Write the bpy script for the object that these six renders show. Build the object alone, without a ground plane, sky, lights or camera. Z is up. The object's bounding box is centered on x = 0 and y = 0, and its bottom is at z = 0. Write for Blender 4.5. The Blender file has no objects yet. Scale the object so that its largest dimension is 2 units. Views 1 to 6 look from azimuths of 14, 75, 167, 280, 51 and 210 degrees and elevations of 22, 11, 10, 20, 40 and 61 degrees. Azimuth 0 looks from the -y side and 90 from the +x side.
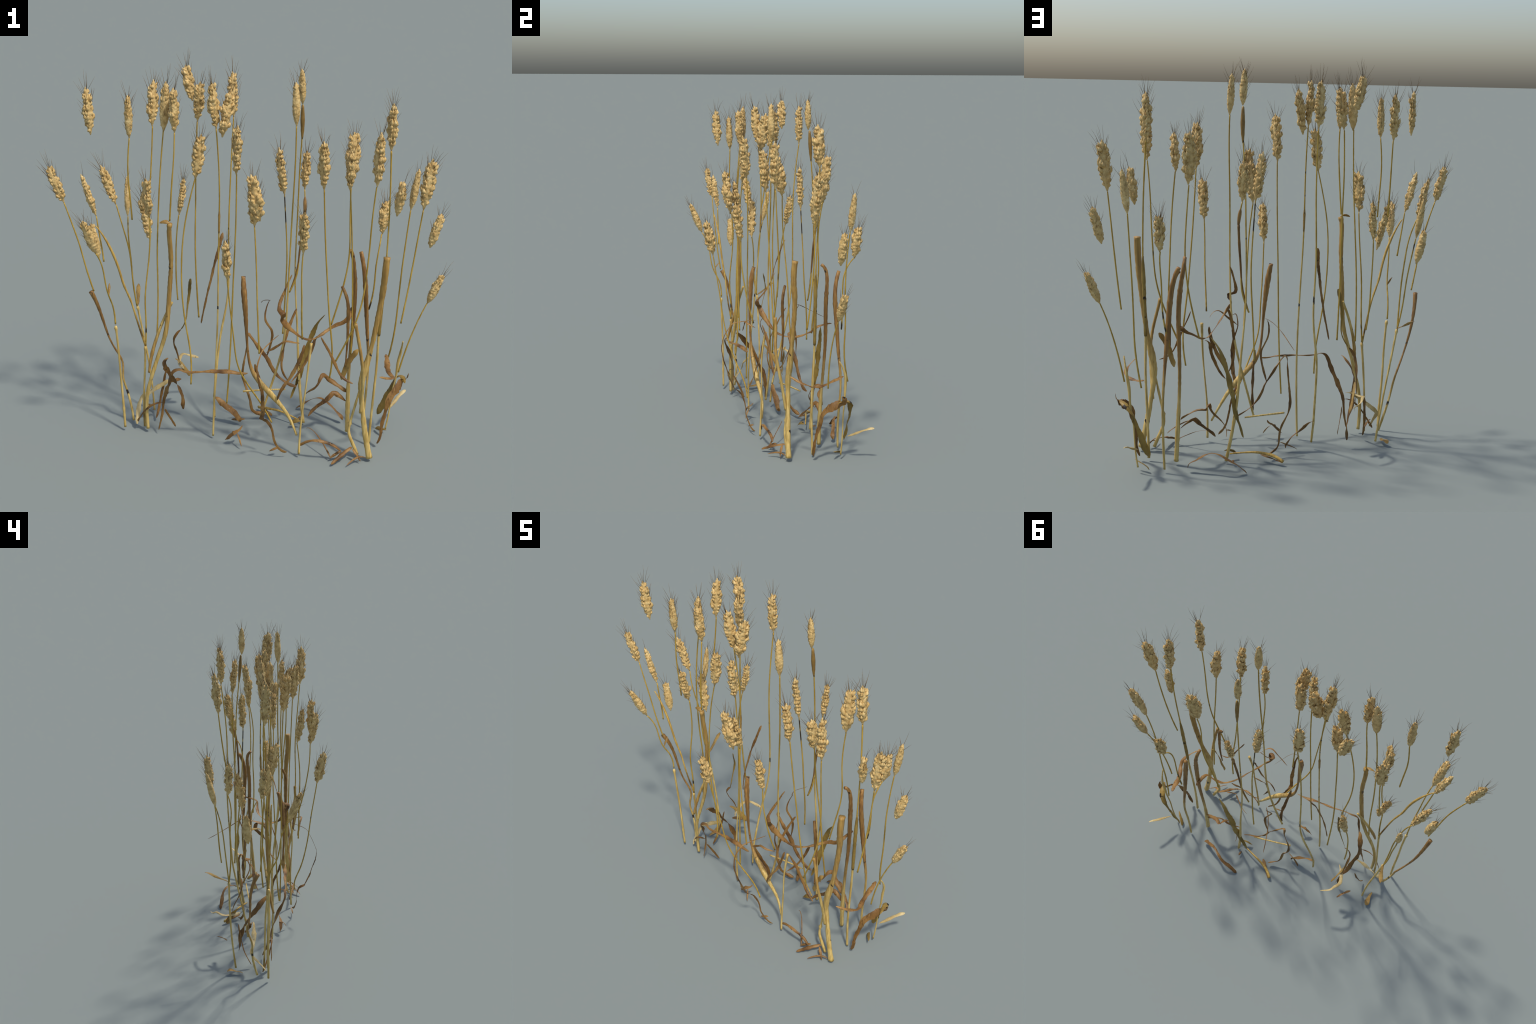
# A tangled clump of ripe wheat: nodding ears on thin stems, pale straws below,
# curled brown leaf sheaths and withered leaf blades at the foot.
import bpy, math, random
import numpy as np
from mathutils import Vector, Matrix

rng = random.Random(7)
nrng = np.random.default_rng(11)

# ------------------------------------------------------------------ materials
def new_mat(name, rough=0.75, spec=0.25):
    m = bpy.data.materials.new(name)
    m.use_nodes = True
    nt = m.node_tree
    b = nt.nodes["Principled BSDF"]
    b.inputs["Roughness"].default_value = rough
    b.inputs["Specular IOR Level"].default_value = spec
    return m, nt, b

def node(nt, kind, **props):
    n = nt.nodes.new(kind)
    for k, v in props.items():
        setattr(n, k, v)
    return n

def noise(nt, coord, scale, detail=3.0, stretch=(1, 1, 1), rough=0.55):
    mp = node(nt, "ShaderNodeMapping")
    mp.inputs["Scale"].default_value = stretch
    nt.links.new(coord, mp.inputs["Vector"])
    n = node(nt, "ShaderNodeTexNoise")
    n.inputs["Scale"].default_value = scale
    n.inputs["Detail"].default_value = detail
    n.inputs["Roughness"].default_value = rough
    nt.links.new(mp.outputs["Vector"], n.inputs["Vector"])
    return n.outputs["Fac"]

def ramp(nt, fac, stops):
    r = node(nt, "ShaderNodeValToRGB")
    els = r.color_ramp.elements
    while len(els) < len(stops):
        els.new(0.5)
    for e, (p, c) in zip(els, stops):
        e.position = p
        e.color = (*c, 1)
    nt.links.new(fac, r.inputs["Fac"])
    return r.outputs["Color"]

def mix(nt, fac, a, b):
    m = node(nt, "ShaderNodeMix", data_type="RGBA")
    for sock, val in ((m.inputs[0], fac), (m.inputs[6], a), (m.inputs[7], b)):
        if isinstance(val, (int, float)):
            sock.default_value = val
        elif isinstance(val, tuple):
            sock.default_value = (*val, 1)
        else:
            nt.links.new(val, sock)
    return m.outputs[2]

def step(nt, fac, lo, hi):
    r = node(nt, "ShaderNodeMapRange")
    r.inputs["From Min"].default_value = lo
    r.inputs["From Max"].default_value = hi
    nt.links.new(fac, r.inputs["Value"])
    return r.outputs["Result"]

def bump(nt, bsdf, height, strength, dist):
    b = node(nt, "ShaderNodeBump")
    b.inputs["Strength"].default_value = strength
    b.inputs["Distance"].default_value = dist
    nt.links.new(height, b.inputs["Height"])
    nt.links.new(b.outputs["Normal"], bsdf.inputs["Normal"])

def husk_material():
    m, nt, b = new_mat("husk", 0.6, 0.35)
    co = node(nt, "ShaderNodeTexCoord").outputs["Object"]
    geo = node(nt, "ShaderNodeNewGeometry").outputs["Position"]
    big = noise(nt, geo, 38, 4)
    c = ramp(nt, big, [(0.25, HUSK[0]), (0.45, HUSK[1]), (0.62, HUSK[2]), (0.8, HUSK[3])])
    speck = step(nt, noise(nt, geo, 130, 3), 0.62, 0.74)
    c = mix(nt, speck, c, HUSK[4])
    nt.links.new(c, b.inputs["Base Color"])
    fib = noise(nt, geo, 300, 2, (1, 1, 0.25))
    crease = noise(nt, geo, 150, 3)
    add = node(nt, "ShaderNodeMath", operation="ADD")
    nt.links.new(fib, add.inputs[0])
    nt.links.new(crease, add.inputs[1])
    bump(nt, b, add.outputs[0], 0.6, 0.004)
    return m

def straw_material(name, base, light, spot, spot_lo, spot_hi):
    m, nt, b = new_mat(name, 0.55, 0.35)
    co = node(nt, "ShaderNodeTexCoord").outputs["Object"]
    streak = noise(nt, co, 120, 3, (1, 1, 0.06))
    blotch = noise(nt, co, 9, 3, (1, 1, 0.6))
    c = mix(nt, step(nt, streak, 0.35, 0.68), base, light)
    c = mix(nt, step(nt, blotch, spot_lo, spot_hi), c, spot)
    nt.links.new(c, b.inputs["Base Color"])
    bump(nt, b, streak, 0.25, 0.0015)
    return m

def blade_material(name, dark, mid, light, rough=0.5):
    m, nt, b = new_mat(name, rough, 0.4)
    co = node(nt, "ShaderNodeTexCoord").outputs["Object"]
    cloud = noise(nt, co, 11, 4, (1, 1, 0.7))
    c = ramp(nt, cloud, [(0.3, dark), (0.5, mid), (0.72, light)])
    vein = noise(nt, co, 160, 2, (1, 1, 0.1))
    c = mix(nt, step(nt, vein, 0.60, 0.78), c, light)
    c = mix(nt, step(nt, noise(nt, co, 90, 2, (1, 1, 0.15)), 0.60, 0.75), c, dark)
    burnt = step(nt, noise(nt, co, 24, 2), 0.69, 0.74)
    c = mix(nt, burnt, c, BURNT)
    nt.links.new(c, b.inputs["Base Color"])
    bump(nt, b, vein, 0.3, 0.002)
    # thin dry tissue lets some light through
    tr = node(nt, "ShaderNodeBsdfTranslucent")
    nt.links.new(c, tr.inputs["Color"])
    ms = node(nt, "ShaderNodeMixShader")
    ms.inputs[0].default_value = 0.22
    nt.links.new(b.outputs[0], ms.inputs[1])
    nt.links.new(tr.outputs[0], ms.inputs[2])
    nt.links.new(ms.outputs[0], nt.nodes["Material Output"].inputs["Surface"])
    return m

def sheath_material(name, top, low, turn):
    """Withered sheath: brown where it opened (along = 0), pale straw at its foot."""
    m, nt, b = new_mat(name, 0.5, 0.4)
    co = node(nt, "ShaderNodeTexCoord").outputs["Object"]
    at = node(nt, "ShaderNodeAttribute", attribute_name="along").outputs["Fac"]
    wob = noise(nt, co, 14, 3, (1, 1, 0.3))
    add = node(nt, "ShaderNodeMath", operation="MULTIPLY_ADD")
    nt.links.new(wob, add.inputs[0])
    add.inputs[1].default_value = 0.3
    nt.links.new(at, add.inputs[2])
    t = step(nt, add.outputs[0], turn, turn + 0.3)
    streak = noise(nt, co, 110, 3, (1, 1, 0.07))
    s = step(nt, streak, 0.38, 0.66)
    c = mix(nt, t, mix(nt, s, top[0], top[1]), mix(nt, s, low[0], low[1]))
    burnt = step(nt, noise(nt, co, 20, 2), 0.68, 0.73)
    c = mix(nt, burnt, c, BURNT)
    nt.links.new(c, b.inputs["Base Color"])
    bump(nt, b, streak, 0.3, 0.002)
    return m

def awn_material():
    m, nt, b = new_mat("awn", 0.7, 0.2)
    geo = node(nt, "ShaderNodeNewGeometry").outputs["Position"]
    c = ramp(nt, noise(nt, geo, 60, 2), [(0.35, AWN[0]), (0.65, AWN[1])])
    nt.links.new(c, b.inputs["Base Color"])
    return m

# palette (linear)
HUSK = [(0.34, 0.205, 0.062), (0.58, 0.39, 0.145), (0.72, 0.51, 0.21), (0.88, 0.68, 0.34), (0.26, 0.14, 0.036)]  # pale stops paint sunlit hot spots; blue raised to match ears in shade
BURNT = (0.03, 0.018, 0.008)
AWN = [(0.10, 0.062, 0.028), (0.26, 0.17, 0.075)]

MAT = {
    "husk": husk_material(),
    "awn": awn_material(),
    "stem": straw_material("green_gold_stem", (0.34, 0.205, 0.024), (0.52, 0.34, 0.060), (0.035, 0.022, 0.008), 0.66, 0.70),
    "straw": straw_material("pale_straw", (0.45, 0.295, 0.075), (0.70, 0.51, 0.175), (0.16, 0.095, 0.025), 0.62, 0.72),
    "brown": blade_material("brown_leaf", (0.11, 0.050, 0.012), (0.26, 0.130, 0.032), (0.44, 0.25, 0.075)),
    "gold": straw_material("golden_straw", (0.36, 0.21, 0.04), (0.55, 0.36, 0.085), (0.12, 0.065, 0.016), 0.62, 0.72),
    "culm": sheath_material("stem_fading_to_straw", ((0.34, 0.205, 0.024), (0.52, 0.34, 0.060)), ((0.45, 0.295, 0.075), (0.70, 0.51, 0.175)), 0.50),
    "tan": blade_material("tan_leaf", (0.22, 0.12, 0.028), (0.38, 0.225, 0.055), (0.52, 0.345, 0.10)),
    "olive": blade_material("olive_leaf", (0.19, 0.115, 0.02), (0.33, 0.21, 0.042), (0.47, 0.32, 0.085)),  # colour lightened and warmed to match the leaves' shaded side
    "pale": blade_material("pale_leaf", (0.42, 0.29, 0.10), (0.62, 0.47, 0.20), (0.80, 0.66, 0.36)),
    "sheath": sheath_material("leaf_sheath", ((0.20, 0.095, 0.022), (0.36, 0.19, 0.048)), ((0.44, 0.29, 0.075), (0.70, 0.51, 0.175)), 0.62),
    "sheath_tan": sheath_material("tan_sheath", ((0.29, 0.16, 0.036), (0.44, 0.27, 0.068)), ((0.44, 0.29, 0.075), (0.68, 0.49, 0.165)), 0.5),
}

# ------------------------------------------------------------------ geometry
ROOT = bpy.data.objects.new("wheat_clump", None)
bpy.context.collection.objects.link(ROOT)
ROOT["label"] = "clump of ripe golden wheat with brown withered leaves"
ROOT["category"] = "wheat plant"

def add_object(name, mesh, parent=ROOT, mat=None):
    o = bpy.data.objects.new(name, mesh)
    bpy.context.collection.objects.link(o)
    o.parent = parent
    if mat and not mesh.materials:
        mesh.materials.append(MAT[mat])
    return o

def mesh_from(name, verts, faces, along=None):
    me = bpy.data.meshes.new(name)
    me.from_pydata([tuple(map(float, v)) for v in verts], [], faces)
    me.polygons.foreach_set("use_smooth", [True] * len(me.polygons))
    if along is not None:
        at = me.attributes.new("along", "FLOAT", "POINT")
        at.data.foreach_set("value", [float(a) for a in along])
    me.update()
    return me

def basis(n, t):
    """Clamped uniform B-spline basis (cubic where there are enough points)."""
    p = min(3, n - 1)
    k = np.concatenate([np.zeros(p), np.linspace(0, 1, n - p + 1), np.ones(p)])
    t = np.clip(t, 0, 1 - 1e-9)
    N = np.zeros((len(t), len(k) - 1))
    for i in range(len(k) - 1):
        N[:, i] = (t >= k[i]) & (t < k[i + 1])
    for d in range(1, p + 1):
        for i in range(len(k) - 1 - d):
            a = b = 0
            if k[i + d] > k[i]:
                a = (t - k[i]) / (k[i + d] - k[i]) * N[:, i]
            if k[i + d + 1] > k[i + 1]:
                b = (k[i + d + 1] - t) / (k[i + d + 1] - k[i + 1]) * N[:, i + 1]
            N[:, i] = a + b
    return N[:, :n]

def curve(spine, gap=0.012, t0=0.0, t1=1.0):
    """Points at even spacing along a smooth spine, with arc-length fractions."""
    C = np.array(spine, float)
    D = basis(len(C), np.linspace(t0, t1, 240)) @ C
    s = np.concatenate([[0], np.cumsum(np.linalg.norm(np.diff(D, axis=0), axis=1))])
    m = max(4, int(s[-1] / gap) + 1)
    u = np.linspace(0, 1, m)
    P = np.stack([np.interp(u * s[-1], s, D[:, i]) for i in range(3)], 1)
    return P, u, s[-1]

def frames(P, start):
    """Parallel-transport frames: tangent, side, normal."""
    T = np.gradient(P, axis=0)
    T /= np.linalg.norm(T, axis=1, keepdims=True)
    side = np.array(start, float)
    S = []
    for tv in T:
        side = side - tv * (side @ tv)
        if np.linalg.norm(side) < 1e-4:
            side = np.cross(tv, (0.3, 0.8, 0.5))
        side = side / np.linalg.norm(side)
        S.append(side)
    S = np.array(S)
    return T, S, np.cross(T, S)

def profile(values, u):
    v = np.atleast_1d(np.array(values, float))
    return np.full(len(u), v[0]) if len(v) == 1 else np.interp(u, np.linspace(0, 1, len(v)), v)

def skin(rings, closed_ends=True):
    m, n = len(rings), len(rings[0])
    verts = [v for r in rings for v in r]
    faces = []
    for i in range(m - 1):
        for j in range(n):
            k = (j + 1) % n
            faces.append((i * n + j, i * n + k, (i + 1) * n + k, (i + 1) * n + j))
    if closed_ends:
        faces.append(tuple(reversed(range(n))))
        faces.append(tuple(range((m - 1) * n, m * n)))
    return verts, faces

def stalk(spine, radius, mat, name="stem", sides=9, gap=0.014, rough=0.10, flat=1.0, t0=0.0, t1=1.0, knots=()):
    """Round or slightly flattened straw along a spine; knots are swollen joints."""
    P, u, L = curve(spine, gap, t0, t1)
    T, S, N = frames(P, (1, 0.2, 0))
    R = profile(radius, u)
    for k in knots:
        R = R * (1 + 0.55 * np.exp(-((u - k) * L / 0.008) ** 2))
    wob = 1 + rough * nrng.standard_normal(len(u)) * 0.5
    ph = rng.uniform(0, 6.28)
    rings = []
    for i in range(len(P)):
        a = np.linspace(0, 2 * math.pi, sides, endpoint=False) + ph
        groove = 1 - 0.10 * np.cos(3 * a + 2.0 * u[i])
        r = R[i] * wob[i] * groove
        rings.append(P[i] + np.outer(r * np.cos(a), S[i]) + np.outer(r * np.sin(a) * flat, N[i]))
    v, f = skin(rings)
    along = np.repeat(u, sides)
    return add_object(name, mesh_from(name, v, f, along), mat=mat)

def blade(spine, width, mat, name="leaf", curl=0.85, thick=0.0018, facing=(0.12, -0.55, 0.83), twist=0.0, gap=0.010, t0=0.0, t1=1.0, ripple=0.25):
    """Withered leaf: a thin strip curled across its width into a gutter."""
    P, u, L = curve(spine, gap, t0, t1)
    T, F, _ = frames(P, facing)
    want = np.array(facing, float)
    for i in range(len(P)):  # lean the face of the leaf toward its preferred side
        w = want - T[i] * (want @ T[i])
        near = F[i - 1] - T[i] * (F[i - 1] @ T[i]) if i else w
        f = w * 0.35 + near * 0.65
        F[i] = f / max(np.linalg.norm(f), 1e-6)
    W = profile(width, u) * np.clip(0.35 + np.minimum(u, 1 - u) * L / 0.022, 0.35, 1.0)
    W = W * (1 + 0.10 * np.sin(u * L * 70 + rng.uniform(0, 6)) + 0.05 * nrng.standard_normal(len(u)))
    m = 9
    ph = rng.uniform(0, 6.28)
    rings = []
    for i in range(len(P)):
        ang = twist * u[i] + ripple * math.sin(u[i] * L * 45 + ph)
        side = np.cross(T[i], F[i])
        f = F[i] * math.cos(ang) + side * math.sin(ang)
        s = np.cross(T[i], f)
        A = curl * (1 + 0.25 * math.sin(u[i] * L * 30 + ph))
        rad = W[i] / (2 * max(math.sin(min(A, 1.5)), 0.2))
        a = np.linspace(-A, A, m)
        hem = 1 + 0.06 * np.sin(u[i] * L * 160 + ph + a * 2)
        x, y = rad * np.sin(a) * hem, rad * (np.cos(a) - math.cos(A) * 0.5) * 0.9
        th = thick * (1 - 0.6 * (np.abs(a) / A) ** 3) * min(1.0, W[i] / 0.006)
        top = P[i] + np.outer(x, s) + np.outer(y, f)
        low = P[i] + np.outer(x, s) + np.outer(y - th, f)
        rings.append(np.concatenate([top, low[::-1]]))
    v, f = skin(rings)
    me = mesh_from(name, v, f, np.repeat(u, 2 * m))
    me.set_sharp_from_angle(angle=math.radians(42))
    return add_object(name, me, mat=mat)

def grain(length, width, depth, lean, seg=9, ring=9, rough=0.0):
    """One plump husk: keeled, pointed at the tip, leaning outward (+y)."""
    rings = []
    for i in range(ring):
        s = i / (ring - 1)
        w = width * 0.5 * (math.sin(math.pi * min(1, 0.06 + s * 0.97) ** 0.75) ** 0.8 + 0.02)
        d = w * depth / width
        y0 = lean * s * length + 0.20 * depth * math.sin(math.pi * s)
        a = np.linspace(0, 2 * math.pi, seg, endpoint=False)
        keel = 1 + 0.22 * np.maximum(0, np.sin(a)) ** 4
        jit = 1 + rough * nrng.standard_normal(seg)
        rings.append(np.stack([w * np.cos(a) * jit, y0 + d * np.sin(a) * keel * jit, np.full(seg, s * length)], 1))
    return skin(rings)

def join_parts(parts):
    V, Fc, o = [], [], 0
    for v, f in parts:
        V.extend(v)
        Fc.extend(tuple(i + o for i in q) for q in f)
        o += len(v)
    return V, Fc

def spikelet_shape(k):
    """Three husks fanned on a short stalk, base at the origin, growing up z, facing +y."""
    parts = []
    for turn, sc, up in ((-0.8, 0.95, 0.0), (0.8, 0.98, 0.03), (0.0, 1.0, 0.16)):
        v, f = grain(1.45 * sc * rng.uniform(0.8, 1.2), 0.80 * rng.uniform(0.85, 1.15), 0.66, 0.17 + rng.uniform(-0.06, 0.14), seg=8, ring=8, rough=0.13)
        t = turn + rng.uniform(-0.15, 0.15)
        off = 0.30 * rng.uniform(0.8, 1.2)
        c, s = math.cos(t), math.sin(t)
        v = [(x * c + (y + off) * s, -x * s + (y + off) * c, z + up) for x, y, z in v]
        parts.append((v, f))
    return join_parts(parts)

SPIKELETS = []
for k in range(10):
    v, f = spikelet_shape(k)
    me = mesh_from("spikelet", v, f)
    me.materials.append(MAT["husk"])
    SPIKELETS.append((me, np.array(v), f))

ENV_S = [0, 0.05, 0.13, 0.25, 0.4, 0.6, 0.78, 0.9, 1.0]
ENV_R = [0.13, 0.34, 0.66, 0.96, 1.08, 1.0, 0.80, 0.58, 0.30]

def ear(top, foot, radius, smooth=0.0, bend=0.0, single=False, awns=1.0, floating=False):
    """An ear: spindle core, two ranks of spikelets, stiff awns."""
    top, foot = np.array(top, float), np.array(foot, float)
    axis = top - foot
    L = np.linalg.norm(axis)
    z = axis / L
    turn = rng.uniform(0, math.pi)
    x = np.cross(z, (math.cos(turn), math.sin(turn), 0.1))
    x /= np.linalg.norm(x)
    y = np.cross(z, x)
    side_bow = bend * L

    def centre(s):
        return foot + z * (s * L) + x * (side_bow * 4 * s * (1 - s))

    env = lambda s: float(np.interp(s, ENV_S, ENV_R))
    # core
    rings, m, n = [], 40, 22
    core = radius * (0.70 + 0.24 * smooth)
    ph = rng.uniform(0, 6.28)
    for i in range(m):
        s = i / (m - 1)
        a = np.linspace(0, 2 * math.pi, n, endpoint=False)
        lump = 1 + (0.10 - 0.05 * smooth) * np.sin(2 * a + ph) * np.sin(s * 62 + ph) + 0.05 * np.sin(5 * a + s * 9 + ph)
        lump += 0.05 * nrng.standard_normal(n)
        r = core * env(min(1, s * 1.0)) * lump
        if s > 0.97:
            r = r * 0.5
        rings.append(centre(s * 0.985) + np.outer(r * np.cos(a), x) + np.outer(r * np.sin(a) * 0.92, y))
    v, f = skin(rings)
    body = add_object("ear", mesh_from("ear", v, f), mat="husk")
    # spikelets, alternating left and right of the rachis
    count = 20
    joined, tips = [], []
    out_k = 1 - 0.42 * smooth
    for i in range(count):
        s = 0.075 + 0.765 * (i / (count - 1)) ** 0.96 + rng.uniform(-0.012, 0.012)
        phi = (0 if i % 2 == 0 else math.pi) + rng.uniform(-0.5, 0.5)
        e = env(min(1, s + 0.03))
        out = x * math.cos(phi) + y * math.sin(phi)
        up = z
        w = np.cross(out, up)
        size = radius * 0.84 * (0.42 + 0.58 * e) * rng.uniform(0.82, 1.20)
        base = centre(s) + out * (radius * 0.24 * e * out_k)
        lean = rng.uniform(0.06, 0.30) * out_k
        up2 = up * math.cos(lean) + out * math.sin(lean)
        out2 = np.cross(up2, w)
        if out2 @ out < 0:
            out2 = -out2
        M = Matrix(((w[0] * size, out2[0] * size * out_k, up2[0] * size, base[0]),
                    (w[1] * size, out2[1] * size * out_k, up2[1] * size, base[1]),
                    (w[2] * size, out2[2] * size * out_k, up2[2] * size, base[2]), (0, 0, 0, 1)))
        me, vv, ff = SPIKELETS[rng.randrange(len(SPIKELETS))]
        if single:
            o = add_object("spikelet", me, parent=body)
            o.matrix_local = M
        else:
            A = np.array(M)
            joined.append(((vv @ A[:3, :3].T + A[:3, 3]).tolist(), ff))
        for q in (-0.7, 0.7) if i % 3 else (0.0, -0.8, 0.8):
            d = out * math.cos(q) + w * math.sin(q)
            tips.append((base + up2 * size * 1.25 + d * size * 0.5, d, s))
    # a husk closing the top
    me, vv, ff = SPIKELETS[0]
    size = radius * 0.55
    A = np.stack([x * size * 0.9, y * size * 0.9, z * size], 1)
    capv = (vv @ A.T + centre(0.86) - y * size * 0.25).tolist()
    joined.append((capv, ff))
    v, f = join_parts(joined)
    o = add_object("spikelet", mesh_from("spikelets", v, f), parent=body, mat="husk")
    o["kind"] = "stuff"
    # awns
    parts = []
    for p, d, s in tips:
        if rng.random() > (0.50 + 0.12 * s) * awns:
            continue
        ln = (0.056 + 0.022 * s) * rng.uniform(0.5, 1.3) * (0.7 + 0.3 * awns)
        tilt = rng.uniform(0.25, 0.60)
        parts.append(spike(p, z * math.cos(tilt) + d * math.sin(tilt), ln, 0.00105))
    for k in range(int(4 * awns + 0.5)):
        a = rng.uniform(0, 6.28)
        d = x * math.cos(a) + y * math.sin(a)
        tilt = rng.uniform(0.08, 0.42)
        parts.append(spike(centre(0.93) + d * radius * 0.25, z * math.cos(tilt) + d * math.sin(tilt), rng.uniform(0.055, 0.10), 0.00115))
    if parts:
        v, f = join_parts(parts)
        o = add_object("awn", mesh_from("awns", v, f), parent=body, mat="awn")
        o["kind"] = "stuff"
    return body

def spike(p, d, length, r):
    d = np.array(d) / np.linalg.norm(d)
    a = np.cross(d, (0.3, 0.5, 0.8))
    a /= np.linalg.norm(a)
    b = np.cross(d, a)
    bow = a * rng.uniform(-0.06, 0.06) * length
    rings = []
    for s, rr in ((0, 1.0), (0.35, 0.75), (0.7, 0.5), (1.0, 0.18)):
        c = p + d * length * s + bow * 4 * s * (1 - s)
        rings.append([c + (a * math.cos(t) + b * math.sin(t)) * r * rr for t in (0, 2.1, 4.2)])
    return skin(rings)

def flake(points, width, mat, **kw):
    return blade(points, width, mat, **kw)

def tip(*p):
    return p


def foot(*p):
    return p

# ------------------------------------------------------------------ the ears: tip, foot, thickness
ear(tip(-0.739, -0.138, 1.855), foot(-0.728, -0.125, 1.618), 0.0234)
ear(tip(-0.545, -0.095, 1.819), foot(-0.546, -0.087, 1.609), 0.0209, smooth=0.8)
ear(tip(-0.520, 0.190, 1.843), foot(-0.525, 0.169, 1.607), 0.0246, single=True)
ear(tip(-0.371, -0.042, 1.887), foot(-0.384, -0.050, 1.646), 0.0259, smooth=0.6)
ear(tip(-0.321, -0.086, 1.868), foot(-0.321, -0.074, 1.650), 0.0246, smooth=0.4)
ear(tip(-0.356, 0.197, 1.924), foot(-0.318, 0.191, 1.746), 0.0234)
ear(tip(-0.255, 0.125, 1.862), foot(-0.277, 0.142, 1.658), 0.0222)
ear(tip(-0.153, -0.029, 1.898), foot(-0.135, -0.006, 1.667), 0.0246, single=True)
ear(tip(-0.129, 0.243, 1.898), foot(-0.120, 0.242, 1.669), 0.0234)
ear(tip(-0.072, 0.024, 1.857), foot(-0.107, -0.001, 1.626), 0.0283, single=True)
ear(tip(-0.186, -0.076, 1.657), foot(-0.216, -0.086, 1.433), 0.0246, single=True)
ear(tip(0.007, -0.134, 1.728), foot(-0.005, -0.111, 1.482), 0.0259, single=True)
ear(tip(-0.947, -0.161, 1.456), foot(-0.884, -0.134, 1.264), 0.0234)
ear(tip(-0.780, -0.149, 1.428), foot(-0.715, -0.134, 1.211), 0.0209, smooth=0.3, awns=0.25)
ear(tip(-0.767, 0.060, 1.416), foot(-0.701, 0.084, 1.203), 0.0222)
ear(tip(-0.685, 0.208, 1.323), foot(-0.670, 0.162, 1.118), 0.0173, smooth=0.9, awns=0.40)
ear(tip(-0.449, -0.139, 1.434), foot(-0.448, -0.102, 1.219), 0.0259, single=True)
ear(tip(-0.552, 0.060, 1.285), foot(-0.502, 0.045, 1.040), 0.0234)
ear(tip(-0.395, 0.274, 1.325), foot(-0.414, 0.243, 1.124), 0.0209)
ear(tip(-0.705, -0.319, 1.250), foot(-0.675, -0.247, 1.060), 0.0246, smooth=0.6)
ear(tip(-0.793, -0.030, 1.130), foot(-0.754, -0.036, 0.946), 0.0246, smooth=0.8, awns=0.40)
ear(tip(0.251, -0.032, 1.923), foot(0.261, -0.035, 1.718), 0.0197, smooth=0.9, awns=0.60)
ear(tip(0.231, 0.186, 1.943), foot(0.239, 0.188, 1.771), 0.0197, smooth=0.8, awns=0.60)
ear(tip(0.131, 0.171, 1.557), foot(0.167, 0.170, 1.312), 0.0234)
ear(tip(0.249, 0.291, 1.518), foot(0.249, 0.261, 1.322), 0.0222)
ear(tip(0.407, -0.120, 1.682), foot(0.415, -0.107, 1.447), 0.0271, single=True)
ear(tip(0.493, 0.217, 1.651), foot(0.496, 0.192, 1.398), 0.0308, single=True)
ear(tip(0.665, -0.124, 1.746), foot(0.660, -0.119, 1.488), 0.0271, single=True)
ear(tip(0.685, 0.099, 1.829), foot(0.686, 0.113, 1.599), 0.0283, single=True)
ear(tip(0.651, 0.345, 1.276), foot(0.646, 0.329, 1.101), 0.0246, single=True, awns=0.90)
ear(tip(0.761, 0.058, 1.473), foot(0.738, 0.078, 1.290), 0.0246, smooth=0.4, awns=0.50)
ear(tip(0.812, 0.266, 1.481), foot(0.786, 0.252, 1.270), 0.0197, smooth=0.9, awns=0.40)
ear(tip(0.888, 0.040, 1.601), foot(0.863, 0.035, 1.349), 0.0271, single=True)
ear(tip(0.942, 0.168, 1.297), foot(0.900, 0.162, 1.117), 0.0246, smooth=0.5, awns=0.50)
ear(tip(0.975, 0.167, 0.983), foot(0.912, 0.152, 0.828), 0.0246, smooth=0.6, awns=0.50)
ear(tip(0.362, -0.267, 1.389), foot(0.353, -0.231, 1.170), 0.0246, single=True)
ear(tip(0.014, -0.357, 1.245), foot(0.014, -0.318, 1.034), 0.0259, single=True)
ear(tip(0.107, -0.268, 1.542), foot(0.150, -0.251, 1.314), 0.0271, single=True)
ear(tip(0.532, -0.071, 1.633), foot(0.525, -0.045, 1.437), 0.0259, single=True)
ear(tip(0.116, -0.215, 1.481), foot(0.106, -0.181, 1.260), 0.0259, single=True)

# thin stems under the ears
stalk([(-0.546, -0.087, 1.607), (-0.558, -0.086, 1.506), (-0.560, -0.090, 1.405), (-0.550, -0.086, 1.301), (-0.545, -0.086, 1.193)], [0.0032, 0.0037, 0.0042], "stem")
stalk([(-0.523, 0.170, 1.607), (-0.524, 0.157, 1.477), (-0.528, 0.139, 1.349), (-0.531, 0.115, 1.221)], [0.0032, 0.0037, 0.0042], "stem")
stalk([(-0.386, -0.047, 1.650), (-0.400, -0.075, 1.429), (-0.414, -0.072, 1.200), (-0.429, -0.063, 0.971), (-0.432, -0.038, 0.746), (-0.439, -0.063, 0.529)], [0.0032, 0.0037, 0.0042], "stem")
stalk([(-0.321, -0.075, 1.650), (-0.320, -0.085, 1.543), (-0.330, -0.093, 1.433), (-0.338, -0.093, 1.321), (-0.347, -0.089, 1.209)], [0.0032, 0.0037, 0.0042], "stem")
stalk([(-0.278, 0.143, 1.657), (-0.288, 0.143, 1.454), (-0.283, 0.130, 1.245), (-0.289, 0.124, 1.031), (-0.285, 0.129, 0.815), (-0.275, 0.141, 0.596)], [0.0032, 0.0037, 0.0042], "stem")
stalk([(-0.216, -0.086, 1.434), (-0.245, -0.092, 1.321), (-0.276, -0.090, 1.179), (-0.287, -0.102, 0.995), (-0.281, -0.111, 0.793), (-0.256, -0.113, 0.622), (-0.229, -0.110, 0.481), (-0.233, -0.127, 0.341)], [0.0032, 0.0037, 0.0042], "stem")
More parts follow.
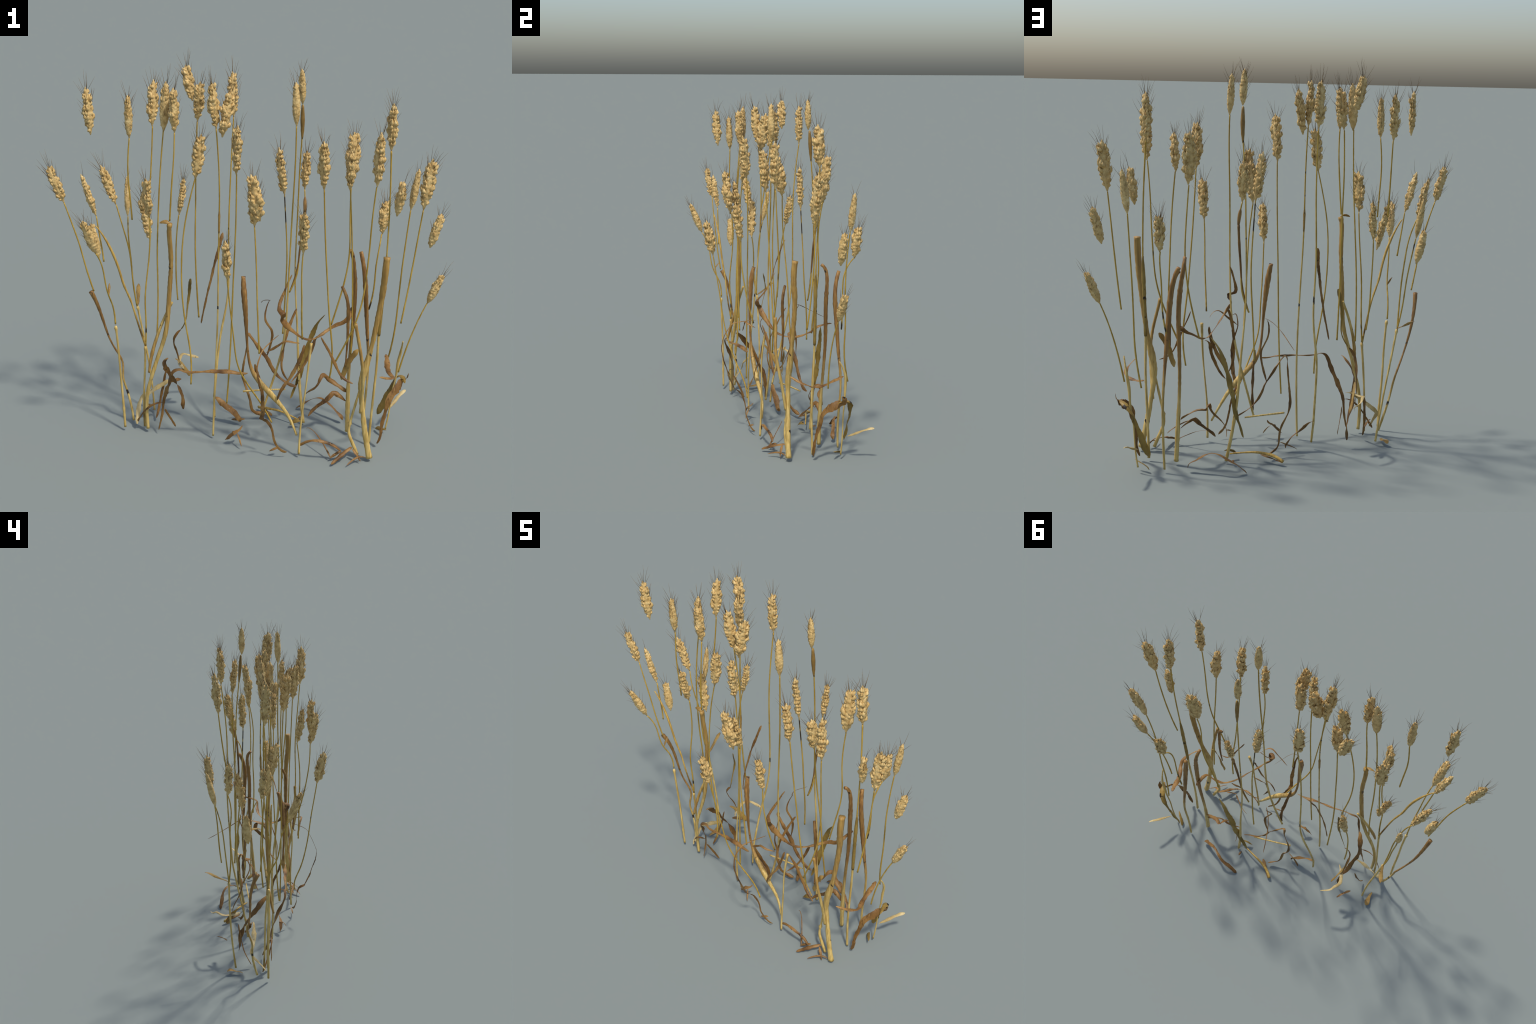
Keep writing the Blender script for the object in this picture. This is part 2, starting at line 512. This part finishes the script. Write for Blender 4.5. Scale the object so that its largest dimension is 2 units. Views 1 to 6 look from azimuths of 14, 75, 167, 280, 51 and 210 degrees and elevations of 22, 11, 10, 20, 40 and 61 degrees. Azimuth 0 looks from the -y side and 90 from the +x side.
stalk([(-0.003, -0.110, 1.484), (-0.004, -0.102, 1.254), (-0.015, -0.103, 1.014), (-0.022, -0.104, 0.763), (-0.030, -0.105, 0.505), (-0.047, -0.102, 0.246)], [0.0032, 0.0037, 0.0042], "stem")
stalk([(-0.884, -0.134, 1.264), (-0.844, -0.134, 1.148), (-0.806, -0.128, 1.033), (-0.790, -0.121, 0.911), (-0.760, -0.105, 0.789)], [0.0032, 0.0037, 0.0042], "stem")
stalk([(-0.714, -0.133, 1.210), (-0.705, -0.135, 1.130), (-0.692, -0.130, 1.051), (-0.683, -0.137, 0.973)], [0.0032, 0.0037, 0.0042], "stem")
stalk([(-0.699, 0.085, 1.202), (-0.666, 0.067, 1.112), (-0.645, 0.088, 1.007), (-0.627, 0.093, 0.891), (-0.623, 0.086, 0.766), (-0.611, 0.105, 0.638)], [0.0032, 0.0037, 0.0042], "stem")
stalk([(-0.668, 0.162, 1.116), (-0.661, 0.130, 1.008), (-0.636, 0.125, 0.885), (-0.636, 0.112, 0.754), (-0.610, 0.106, 0.632)], [0.0032, 0.0037, 0.0042], "stem")
stalk([(-0.446, -0.100, 1.218), (-0.450, -0.087, 1.064), (-0.470, -0.094, 0.911), (-0.483, -0.114, 0.768), (-0.478, -0.098, 0.639), (-0.488, -0.096, 0.514)], [0.0032, 0.0037, 0.0042], "stem")
stalk([(-0.415, 0.243, 1.124), (-0.425, 0.220, 1.006), (-0.421, 0.207, 0.885), (-0.423, 0.204, 0.767), (-0.410, 0.193, 0.657)], [0.0032, 0.0037, 0.0042], "stem")
stalk([(-0.673, -0.247, 1.057), (-0.661, -0.204, 0.994), (-0.655, -0.198, 0.886), (-0.645, -0.179, 0.794), (-0.641, -0.125, 0.722), (-0.638, -0.127, 0.628)], [0.0032, 0.0037, 0.0042], "stem")
stalk([(0.167, 0.170, 1.312), (0.176, 0.176, 1.167), (0.188, 0.183, 1.016), (0.184, 0.188, 0.860), (0.175, 0.213, 0.696), (0.168, 0.214, 0.527)], [0.0032, 0.0037, 0.0042], "stem")
stalk([(0.249, 0.262, 1.321), (0.267, 0.228, 1.222), (0.251, 0.218, 1.095), (0.238, 0.217, 0.967), (0.241, 0.211, 0.862), (0.198, 0.208, 0.773)], [0.0032, 0.0037, 0.0042], "stem")
stalk([(0.416, -0.105, 1.447), (0.427, -0.095, 1.214), (0.447, -0.083, 0.982), (0.464, -0.078, 0.758), (0.495, -0.068, 0.569), (0.472, -0.043, 0.443)], [0.0032, 0.0037, 0.0042], "stem")
stalk([(0.494, 0.196, 1.395), (0.499, 0.163, 1.252), (0.511, 0.170, 1.100), (0.504, 0.176, 0.946), (0.474, 0.155, 0.794), (0.434, 0.160, 0.640)], [0.0032, 0.0037, 0.0042], "stem")
stalk([(0.658, -0.118, 1.486), (0.644, -0.108, 1.335), (0.643, -0.096, 1.180), (0.632, -0.092, 1.022), (0.623, -0.103, 0.866), (0.572, -0.106, 0.716), (0.505, -0.089, 0.563)], [0.0032, 0.0037, 0.0042], "stem")
stalk([(0.643, 0.326, 1.102), (0.644, 0.270, 1.047), (0.624, 0.270, 0.934), (0.634, 0.272, 0.806), (0.608, 0.276, 0.699)], [0.0032, 0.0037, 0.0042], "stem")
stalk([(0.786, 0.251, 1.269), (0.774, 0.233, 1.085), (0.763, 0.239, 0.904), (0.759, 0.248, 0.731), (0.753, 0.235, 0.575), (0.727, 0.276, 0.438)], [0.0032, 0.0037, 0.0042], "stem")
stalk([(0.863, 0.034, 1.348), (0.843, 0.043, 1.154), (0.827, 0.036, 0.959), (0.801, 0.017, 0.764)], [0.0032, 0.0037, 0.0042], "stem")
stalk([(0.911, 0.151, 0.828), (0.858, 0.132, 0.705), (0.824, 0.130, 0.571), (0.797, 0.140, 0.431)], [0.0032, 0.0037, 0.0042], "stem")
stalk([(0.353, -0.231, 1.171), (0.347, -0.233, 1.063), (0.354, -0.215, 0.947), (0.348, -0.195, 0.823), (0.349, -0.158, 0.697)], [0.0032, 0.0037, 0.0042], "stem")
stalk([(0.014, -0.318, 1.034), (0.019, -0.304, 0.935), (0.026, -0.283, 0.819), (0.039, -0.270, 0.678), (0.044, -0.244, 0.532), (0.124, -0.204, 0.385), (0.170, -0.154, 0.278), (0.207, -0.159, 0.207)], [0.0032, 0.0037, 0.0042], "stem")
stalk([(0.106, -0.180, 1.259), (0.123, -0.200, 1.105), (0.127, -0.198, 0.943), (0.134, -0.193, 0.776), (0.143, -0.190, 0.604)], [0.0032, 0.0037, 0.0042], "stem")
stalk([(0.528, -0.045, 1.438), (0.545, -0.050, 1.255), (0.554, -0.028, 1.073), (0.562, -0.016, 0.897), (0.568, -0.012, 0.727), (0.565, 0.012, 0.562)], [0.0032, 0.0037, 0.0042], "stem")
stalk([(-0.135, -0.007, 1.668), (-0.119, 0.009, 1.442), (-0.125, 0.012, 1.188), (-0.120, -0.019, 0.905), (-0.114, -0.044, 0.605), (-0.121, -0.078, 0.309), (-0.132, -0.066, 0.016)], [0.0032, 0.0036, 0.004, 0.005, 0.0055], "culm")
stalk([(-0.120, 0.243, 1.669), (-0.122, 0.222, 1.521), (-0.125, 0.202, 1.303), (-0.139, 0.218, 1.009), (-0.120, 0.200, 0.709), (-0.171, 0.179, 0.505), (-0.171, 0.132, 0.331), (-0.176, 0.097, 0.154)], [0.0032, 0.0036, 0.0042, 0.0055, 0.006], "culm")
stalk([(0.260, -0.034, 1.719), (0.264, -0.038, 1.580), (0.255, -0.031, 1.377), (0.251, -0.045, 1.109), (0.246, -0.048, 0.817), (0.232, -0.025, 0.555), (0.167, -0.011, 0.344), (0.116, -0.023, 0.156)], [0.0032, 0.0036, 0.0042, 0.006, 0.006], "culm")
stalk([(0.687, 0.112, 1.598), (0.699, 0.107, 1.381), (0.702, 0.096, 1.157), (0.702, 0.089, 0.923), (0.684, 0.102, 0.690), (0.695, 0.084, 0.465), (0.679, 0.083, 0.242), (0.675, 0.097, 0.015)], [0.0042, 0.0036, 0.0036, 0.004, 0.006, 0.006, 0.006, 0.007], "culm")
stalk([(0.239, 0.195, 1.768), (0.244, 0.199, 1.658), (0.226, 0.225, 1.462), (0.225, 0.232, 1.170), (0.212, 0.241, 0.841), (0.247, 0.243, 0.532), (0.256, 0.232, 0.256), (0.301, 0.200, 0.014)], [0.0032, 0.0034, 0.0036, 0.0035, 0.004, 0.0055, 0.008, 0.008], "culm")

# pale straws at the foot
stalk([(-0.176, 0.097, 0.154), (-0.173, 0.090, 0.095), (-0.170, 0.084, 0.036)], [0.0055, 0.006], "straw")
stalk([(-0.608, 0.107, 0.632), (-0.583, 0.111, 0.480), (-0.554, 0.113, 0.329), (-0.534, 0.107, 0.176), (-0.520, 0.091, 0.020)], [0.006, 0.005, 0.0055], "straw", knots=(0.02,))
stalk([(-0.488, -0.100, 0.509), (-0.497, -0.087, 0.386), (-0.507, -0.085, 0.262), (-0.513, -0.086, 0.139), (-0.512, -0.078, 0.017)], [0.006, 0.005, 0.006], "straw", knots=(0.02,))
stalk([(-0.636, -0.130, 0.619), (-0.623, -0.130, 0.466), (-0.625, -0.118, 0.314), (-0.610, -0.125, 0.166), (-0.607, -0.123, 0.022)], [0.006, 0.0055, 0.006, 0.0065], "straw", knots=(0.03, 0.82))
stalk([(-0.710, -0.158, 1.168), (-0.668, -0.147, 1.117), (-0.604, -0.138, 0.971), (-0.587, -0.129, 0.847), (-0.548, -0.116, 0.772), (-0.524, -0.119, 0.661), (-0.489, -0.095, 0.511)], [0.003, 0.0065, 0.006, 0.005, 0.0045, 0.005], "gold")
stalk([(-0.780, -0.094, 0.776), (-0.760, -0.036, 0.669), (-0.719, -0.050, 0.470), (-0.644, 0.011, 0.349), (-0.655, -0.055, 0.268), (-0.619, -0.017, 0.172), (-0.585, -0.052, 0.025)], [0.012, 0.008, 0.005, 0.0055, 0.006, 0.0065], "sheath", name='leaf_sheath')
stalk([(0.511, 0.187, 1.048), (0.518, 0.230, 1.024), (0.547, 0.197, 0.866), (0.541, 0.211, 0.636), (0.531, 0.195, 0.403), (0.541, 0.177, 0.199), (0.547, 0.173, 0.019)], [0.009, 0.012, 0.011, 0.009, 0.008, 0.0115, 0.012], "sheath", name='leaf_sheath')
stalk([(0.551, 0.275, 1.015), (0.583, 0.234, 0.935), (0.594, 0.251, 0.766), (0.612, 0.257, 0.559), (0.629, 0.283, 0.368), (0.623, 0.253, 0.189), (0.616, 0.264, 0.017)], [0.010, 0.013, 0.012, 0.008, 0.006, 0.0065, 0.006], "sheath", name='leaf_sheath')
stalk([(0.718, -0.027, 1.117), (0.716, -0.040, 1.035), (0.709, -0.019, 0.923), (0.690, -0.024, 0.768), (0.666, -0.028, 0.585), (0.623, -0.039, 0.432), (0.647, -0.034, 0.305), (0.666, -0.046, 0.163), (0.699, -0.048, 0.019)], [0.016, 0.016, 0.014, 0.013, 0.011, 0.019, 0.013, 0.012, 0.014, 0.016], "sheath_tan", name='leaf_sheath')
stalk([(0.596, -0.101, 0.787), (0.612, -0.097, 0.720), (0.631, -0.113, 0.643), (0.649, -0.103, 0.544), (0.648, -0.073, 0.419), (0.639, -0.049, 0.273)], [0.009, 0.008, 0.008, 0.008], "sheath_tan", name='leaf_sheath')
stalk([(0.509, -0.021, 0.940), (0.552, -0.050, 0.888), (0.547, -0.045, 0.793), (0.556, -0.040, 0.665), (0.550, -0.053, 0.522)], [0.008, 0.009, 0.006, 0.003], "brown", name='leaf_sheath')
stalk([(0.027, -0.075, 0.956), (0.035, -0.096, 0.898), (0.048, -0.101, 0.788), (0.058, -0.111, 0.630), (0.068, -0.099, 0.459), (0.146, -0.104, 0.378), (0.236, -0.099, 0.286), (0.289, -0.081, 0.201), (0.327, -0.102, 0.118)], [0.011, 0.015, 0.012, 0.008, 0.006, 0.007, 0.013, 0.015, 0.011, 0.007, 0.005], "sheath", name='leaf_sheath')
stalk([(0.383, -0.096, 0.650), (0.376, -0.124, 0.510), (0.365, -0.109, 0.354), (0.344, -0.110, 0.188), (0.345, -0.117, 0.020)], [0.008, 0.005, 0.004, 0.0045, 0.005, 0.0065], "straw")
stalk([(-0.344, -0.092, 1.196), (-0.357, -0.087, 1.151), (-0.339, -0.073, 1.025), (-0.364, -0.069, 0.811), (-0.368, -0.091, 0.603), (-0.425, -0.082, 0.458), (-0.460, -0.110, 0.323), (-0.500, -0.099, 0.184), (-0.485, -0.101, 0.021)], [0.012, 0.011, 0.012, 0.010, 0.009, 0.009], "sheath_tan", name='leaf_sheath')
stalk([(-0.460, -0.129, 0.375), (-0.455, -0.100, 0.502), (-0.415, -0.071, 0.628), (-0.357, -0.045, 0.754)], [0.006, 0.009, 0.008, 0.007, 0.006], "sheath_tan", name='leaf_sheath')
stalk([(0.803, 0.199, 0.578), (0.797, 0.243, 0.505), (0.779, 0.241, 0.433), (0.782, 0.241, 0.345), (0.756, 0.239, 0.247), (0.760, 0.241, 0.137), (0.742, 0.237, 0.027)], [0.003, 0.008, 0.004, 0.0035, 0.0045], "straw")
stalk([(0.631, -0.044, 0.417), (0.611, -0.038, 0.306), (0.589, -0.028, 0.208), (0.577, -0.039, 0.137), (0.607, -0.039, 0.088), (0.634, -0.035, 0.020)], [0.004, 0.006, 0.006, 0.008, 0.009], "straw", knots=(0.55,))
stalk([(-0.016, 0.100, 0.211), (0.091, 0.138, 0.219), (0.202, 0.166, 0.222)], [0.005, 0.004], "straw")

# leaf sheaths wrapped round upper stems
stalk([(0.239, 0.195, 1.764), (0.240, 0.198, 1.707), (0.240, 0.202, 1.652), (0.238, 0.207, 1.595)], [0.006, 0.010, 0.011, 0.008, 0.004], "tan", name="leaf_sheath")
stalk([(0.254, 0.252, 1.291), (0.257, 0.244, 1.263), (0.259, 0.237, 1.235), (0.260, 0.232, 1.210)], [0.002, 0.009, 0.009, 0.006], "brown", name="leaf_sheath")
stalk([(0.260, 0.232, 1.210), (0.254, 0.221, 1.114), (0.246, 0.218, 1.037), (0.241, 0.216, 0.966), (0.236, 0.212, 0.886), (0.198, 0.208, 0.773)], [0.006, 0.006, 0.005, 0.0045, 0.003], "brown", name="leaf_sheath")
stalk([(0.702, 0.093, 1.041), (0.698, 0.093, 0.907), (0.692, 0.096, 0.776), (0.689, 0.096, 0.644)], [0.005, 0.010, 0.009, 0.009, 0.008], "olive", name="leaf_sheath")
stalk([(-0.122, 0.008, 1.269), (-0.123, 0.007, 1.224), (-0.123, 0.005, 1.180), (-0.123, 0.003, 1.136)], [0.002, 0.006, 0.006, 0.004], "tan", name="leaf_sheath")

# withered leaves
blade([(0.526, 0.246, 0.713), (0.530, 0.147, 0.702), (0.514, 0.148, 0.670), (0.415, 0.137, 0.623), (0.354, -0.016, 0.588), (0.241, -0.085, 0.732), (0.209, -0.087, 0.762), (0.256, -0.114, 0.796), (0.200, -0.090, 0.794), (0.215, -0.038, 0.857), (0.256, -0.005, 0.964)], [0.018, 0.024, 0.020, 0.010, 0.014, 0.032, 0.026, 0.012, 0.008], "brown")
blade([(-0.422, -0.108, 0.027), (-0.399, -0.107, 0.102), (-0.405, -0.085, 0.214), (-0.333, -0.140, 0.335), (-0.327, -0.184, 0.425), (-0.271, -0.158, 0.443), (-0.260, -0.177, 0.422), (-0.083, -0.130, 0.449), (0.050, -0.119, 0.435), (0.069, -0.120, 0.449)], [0.009, 0.012, 0.014, 0.024, 0.026, 0.020, 0.012, 0.012, 0.022, 0.026, 0.006], "brown")
blade([(-0.369, -0.090, 0.446), (-0.402, -0.046, 0.410), (-0.415, 0.001, 0.333), (-0.393, 0.042, 0.262), (-0.391, 0.078, 0.191), (-0.363, 0.106, 0.124), (-0.357, 0.107, 0.042)], [0.022, 0.034, 0.030, 0.022, 0.026, 0.030, 0.026, 0.016], "brown", curl=0.6)
blade([(-0.549, -0.097, 0.033), (-0.562, -0.050, 0.097), (-0.560, 0.009, 0.148), (-0.527, -0.011, 0.161), (-0.475, -0.014, 0.213), (-0.397, 0.005, 0.270)], [0.014, 0.024, 0.022, 0.028, 0.030, 0.018], "pale")
blade([(-0.345, 0.094, 0.300), (-0.408, 0.165, 0.290), (-0.408, 0.223, 0.313), (-0.389, 0.232, 0.318), (-0.377, 0.271, 0.286), (-0.325, 0.287, 0.276)], [0.012, 0.022, 0.020, 0.016, 0.014], "pale")
blade([(-0.173, 0.100, 0.150), (-0.100, 0.096, 0.100), (-0.029, 0.109, 0.020)], [0.020, 0.034, 0.034, 0.028], "brown", curl=0.5)
blade([(0.258, 0.192, 0.236), (0.242, 0.185, 0.232), (0.150, 0.173, 0.273), (0.105, 0.175, 0.380), (-0.015, 0.137, 0.553), (-0.001, 0.184, 0.512), (-0.034, 0.145, 0.333), (-0.037, 0.171, 0.229), (0.033, 0.131, 0.130), (0.004, 0.168, 0.042), (0.084, 0.200, 0.030)], [0.016, 0.016, 0.024, 0.022, 0.012, 0.008, 0.014, 0.012, 0.016, 0.022], "brown")
blade([(0.221, -0.113, 0.680), (0.170, -0.240, 0.665), (0.168, -0.249, 0.630), (0.146, -0.289, 0.575), (0.189, -0.303, 0.477), (0.181, -0.236, 0.312), (0.154, -0.192, 0.264), (0.229, -0.160, 0.180), (0.217, -0.154, 0.056), (0.283, -0.129, 0.029)], [0.003, 0.005, 0.006, 0.009, 0.014, 0.022, 0.022, 0.012, 0.012, 0.014], "brown", curl=0.25, facing=(0.25, -0.95, 0.15), ripple=0.1)
blade([(0.395, 0.086, 0.607), (0.362, 0.088, 0.599), (0.371, 0.045, 0.535), (0.309, 0.038, 0.417), (0.270, -0.013, 0.370)], [0.012, 0.018, 0.017, 0.012, 0.006], "brown")
blade([(0.389, 0.228, 0.661), (0.339, 0.240, 0.593), (0.294, 0.240, 0.432), (0.267, 0.227, 0.260), (0.220, 0.223, 0.138)], [0.005, 0.026, 0.034, 0.032, 0.022, 0.012], "olive", facing=(-0.25, 0.6, 0.75))
blade([(0.272, 0.056, 0.755), (0.242, 0.018, 0.670), (0.228, -0.016, 0.592), (0.224, -0.037, 0.515), (0.219, -0.047, 0.449), (0.255, -0.033, 0.390)], [0.013, 0.016, 0.014, 0.012, 0.008], "brown")
blade([(0.172, -0.178, 0.606), (0.238, -0.182, 0.653), (0.268, -0.188, 0.702), (0.308, -0.194, 0.687), (0.334, -0.144, 0.666)], [0.003, 0.014, 0.011, 0.012, 0.004], "brown")
blade([(0.716, 0.253, 0.463), (0.735, 0.188, 0.434), (0.745, 0.114, 0.424), (0.793, 0.060, 0.431), (0.786, 0.013, 0.450), (0.723, -0.052, 0.490)], [0.024, 0.028, 0.024, 0.018, 0.010], "brown")
blade([(0.841, 0.202, 0.395), (0.812, 0.244, 0.359), (0.788, 0.180, 0.331), (0.743, 0.126, 0.252), (0.736, 0.096, 0.136), (0.719, 0.088, 0.024)], [0.020, 0.044, 0.040, 0.026, 0.020, 0.018, 0.017], "brown", curl=0.45, facing=(0.55, -0.6, 0.55))
blade([(0.745, 0.273, 0.130), (0.772, 0.315, 0.149), (0.790, 0.359, 0.174), (0.821, 0.400, 0.190)], [0.010, 0.018, 0.020, 0.016], "pale")
blade([(0.340, -0.104, 0.057), (0.390, -0.122, 0.115), (0.456, -0.124, 0.119), (0.518, -0.095, 0.095), (0.560, -0.101, 0.063)], [0.012, 0.015, 0.016, 0.014], "brown")
blade([(0.502, 0.275, 0.019), (0.423, 0.294, 0.091), (0.376, 0.333, 0.119), (0.322, 0.356, 0.069), (0.228, 0.350, 0.002)], [0.024, 0.018, 0.014, 0.022, 0.026], "brown", curl=0.5, facing=(0, 0, 1))
blade([(0.529, 0.199, 0.241), (0.436, 0.196, 0.294), (0.411, 0.254, 0.281), (0.384, 0.208, 0.329), (0.385, 0.157, 0.251), (0.291, 0.195, 0.202), (0.307, 0.225, 0.148)], [0.020, 0.028, 0.024, 0.012, 0.008, 0.006], "brown")
blade([(0.527, 0.186, 0.192), (0.465, 0.192, 0.235), (0.452, 0.176, 0.234), (0.431, 0.159, 0.181), (0.366, 0.147, 0.154), (0.342, 0.113, 0.109)], [0.018, 0.028, 0.020, 0.010], "brown")
blade([(-0.152, 0.171, 1.078), (-0.178, 0.106, 0.918), (-0.212, 0.076, 0.756), (-0.247, 0.093, 0.586)], [0.018, 0.014, 0.011, 0.008], "brown")
blade([(-0.294, 0.069, 0.846), (-0.313, 0.102, 0.756), (-0.317, 0.074, 0.669), (-0.318, 0.055, 0.591), (-0.356, 0.079, 0.540)], [0.022, 0.018, 0.010, 0.006, 0.007], "olive")
blade([(-0.358, 0.084, 0.537), (-0.399, 0.071, 0.494), (-0.398, 0.099, 0.426), (-0.391, 0.141, 0.343), (-0.384, 0.151, 0.264), (-0.367, 0.186, 0.227)], [0.014, 0.014, 0.006, 0.004], "brown")
blade([(0.084, 0.057, 0.763), (0.114, 0.178, 0.723), (0.098, 0.201, 0.744), (0.074, 0.136, 0.628), (0.116, 0.164, 0.580), (0.133, 0.162, 0.534), (0.095, 0.173, 0.404)], [0.004, 0.009, 0.012, 0.013, 0.012, 0.006], "brown", t0=0.17)
blade([(0.109, 0.169, 0.731), (0.052, 0.218, 0.711), (0.033, 0.285, 0.661), (0.007, 0.374, 0.617)], [0.005, 0.005, 0.005, 0.004], "brown")
blade([(0.346, -0.087, 0.632), (0.339, -0.100, 0.565), (0.305, -0.099, 0.496), (0.280, -0.105, 0.426), (0.236, -0.123, 0.376), (0.224, -0.120, 0.317)], [0.012, 0.018, 0.019, 0.016, 0.016, 0.010], "brown")
blade([(0.099, -0.100, 0.494), (0.107, -0.073, 0.403), (0.121, -0.037, 0.327), (0.126, -0.016, 0.253), (0.121, -0.028, 0.172)], [0.014, 0.020, 0.020, 0.012], "brown")
blade([(0.435, -0.130, 0.707), (0.473, -0.103, 0.620), (0.515, -0.098, 0.538), (0.541, -0.097, 0.475), (0.601, -0.105, 0.463)], [0.008, 0.016, 0.015, 0.014, 0.012], "brown")
blade([(-0.389, -0.100, 0.155), (-0.375, -0.067, 0.087), (-0.351, -0.041, 0.020)], [0.012, 0.012, 0.013], "brown")
blade([(-0.400, -0.104, 0.194), (-0.465, -0.126, 0.190), (-0.503, -0.113, 0.125), (-0.559, -0.080, 0.030)], [0.009, 0.012, 0.011, 0.014], "brown")
blade([(-0.447, 0.088, 0.275), (-0.464, 0.077, 0.175), (-0.471, 0.056, 0.088), (-0.477, 0.005, 0.024)], [0.012, 0.015, 0.013, 0.013], "brown")
blade([(0.832, 0.179, 0.351), (0.810, 0.253, 0.360), (0.773, 0.285, 0.314), (0.741, 0.291, 0.211), (0.691, 0.275, 0.090)], [0.014, 0.034, 0.028, 0.034, 0.030], "olive", curl=1.0)
blade([(0.610, -0.039, 0.622), (0.577, -0.035, 0.561), (0.546, -0.036, 0.502), (0.533, -0.036, 0.440)], [0.022, 0.034, 0.032, 0.018], "tan", curl=0.6)
blade([(-0.395, 0.092, 0.354), (-0.379, 0.158, 0.287), (-0.344, 0.181, 0.214)], [0.012, 0.028, 0.024], "tan")
blade([(-0.411, 0.231, 0.156), (-0.464, 0.157, 0.166)], [0.014, 0.022, 0.018], "brown")
blade([(0.304, 0.160, 0.050), (0.265, 0.163, 0.050), (0.237, 0.141, 0.020)], [0.018, 0.024, 0.008], "olive")
blade([(0.272, 0.247, 0.020), (0.271, 0.216, 0.020)], [0.014, 0.014], "brown")
blade([(0.125, 0.195, 0.030), (0.037, 0.285, 0.015)], [0.018, 0.020, 0.014], "brown")
blade([(0.002, 0.088, 0.050), (-0.040, 0.098, 0.030), (-0.084, 0.121, 0.015)], [0.008, 0.014, 0.012], "brown")
blade([(-0.563, 0.039, 0.010), (-0.569, 0.135, 0.012)], [0.010, 0.034], "tan", curl=0.3)
blade([(0.241, -0.130, 0.050), (0.197, -0.151, 0.030)], [0.014, 0.010], "brown")
blade([(0.754, 0.189, 0.050), (0.691, 0.254, 0.015)], [0.006, 0.022, 0.020], "olive")
stalk([(0.279, 0.178, 0.040), (0.167, 0.217, 0.060), (0.112, 0.228, 0.050), (0.058, 0.250, 0.040), (0.028, 0.282, 0.020)], [0.004, 0.004, 0.006, 0.008, 0.008], "gold", name='stem')
blade([(-0.608, 0.107, 0.632), (-0.629, 0.182, 0.667), (-0.651, 0.237, 0.702)], [0.008, 0.022, 0.020], "tan")
blade([(-0.647, -0.175, 0.805), (-0.653, -0.155, 0.831), (-0.659, -0.135, 0.857)], [0.006, 0.012, 0.010], "tan")
blade([(-0.344, -0.092, 1.196), (-0.370, -0.093, 1.206), (-0.397, -0.095, 1.195)], [0.020, 0.024, 0.016], "tan")
blade([(-0.055, -0.103, 0.025), (0.009, -0.097, 0.070), (0.020, -0.088, 0.080), (0.032, -0.076, 0.112)], [0.004, 0.022, 0.030, 0.012, 0.006], "brown", curl=0.5)
blade([(0.009, -0.097, 0.070), (0.028, -0.115, 0.050), (0.042, -0.130, 0.019)], [0.012, 0.010, 0.006], "brown")
blade([(0.606, -0.042, 0.060), (0.564, -0.098, 0.042), (0.521, -0.154, 0.012)], [0.016, 0.022, 0.014], "brown")
blade([(0.611, -0.059, 0.060), (0.635, -0.072, 0.042), (0.660, -0.085, 0.012)], [0.014, 0.014, 0.008], "brown")
blade([(0.506, -0.113, 0.020), (0.532, -0.095, 0.041), (0.558, -0.077, 0.050)], [0.008, 0.014, 0.016], "brown")
blade([(0.684, -0.057, 0.020), (0.641, -0.072, 0.045), (0.600, -0.140, 0.012)], [0.006, 0.010, 0.006], "brown")
blade([(0.508, -0.106, 0.020), (0.451, -0.046, 0.080), (0.379, 0.014, 0.120), (0.354, 0.008, 0.100)], [0.010, 0.007, 0.005, 0.003], "brown")
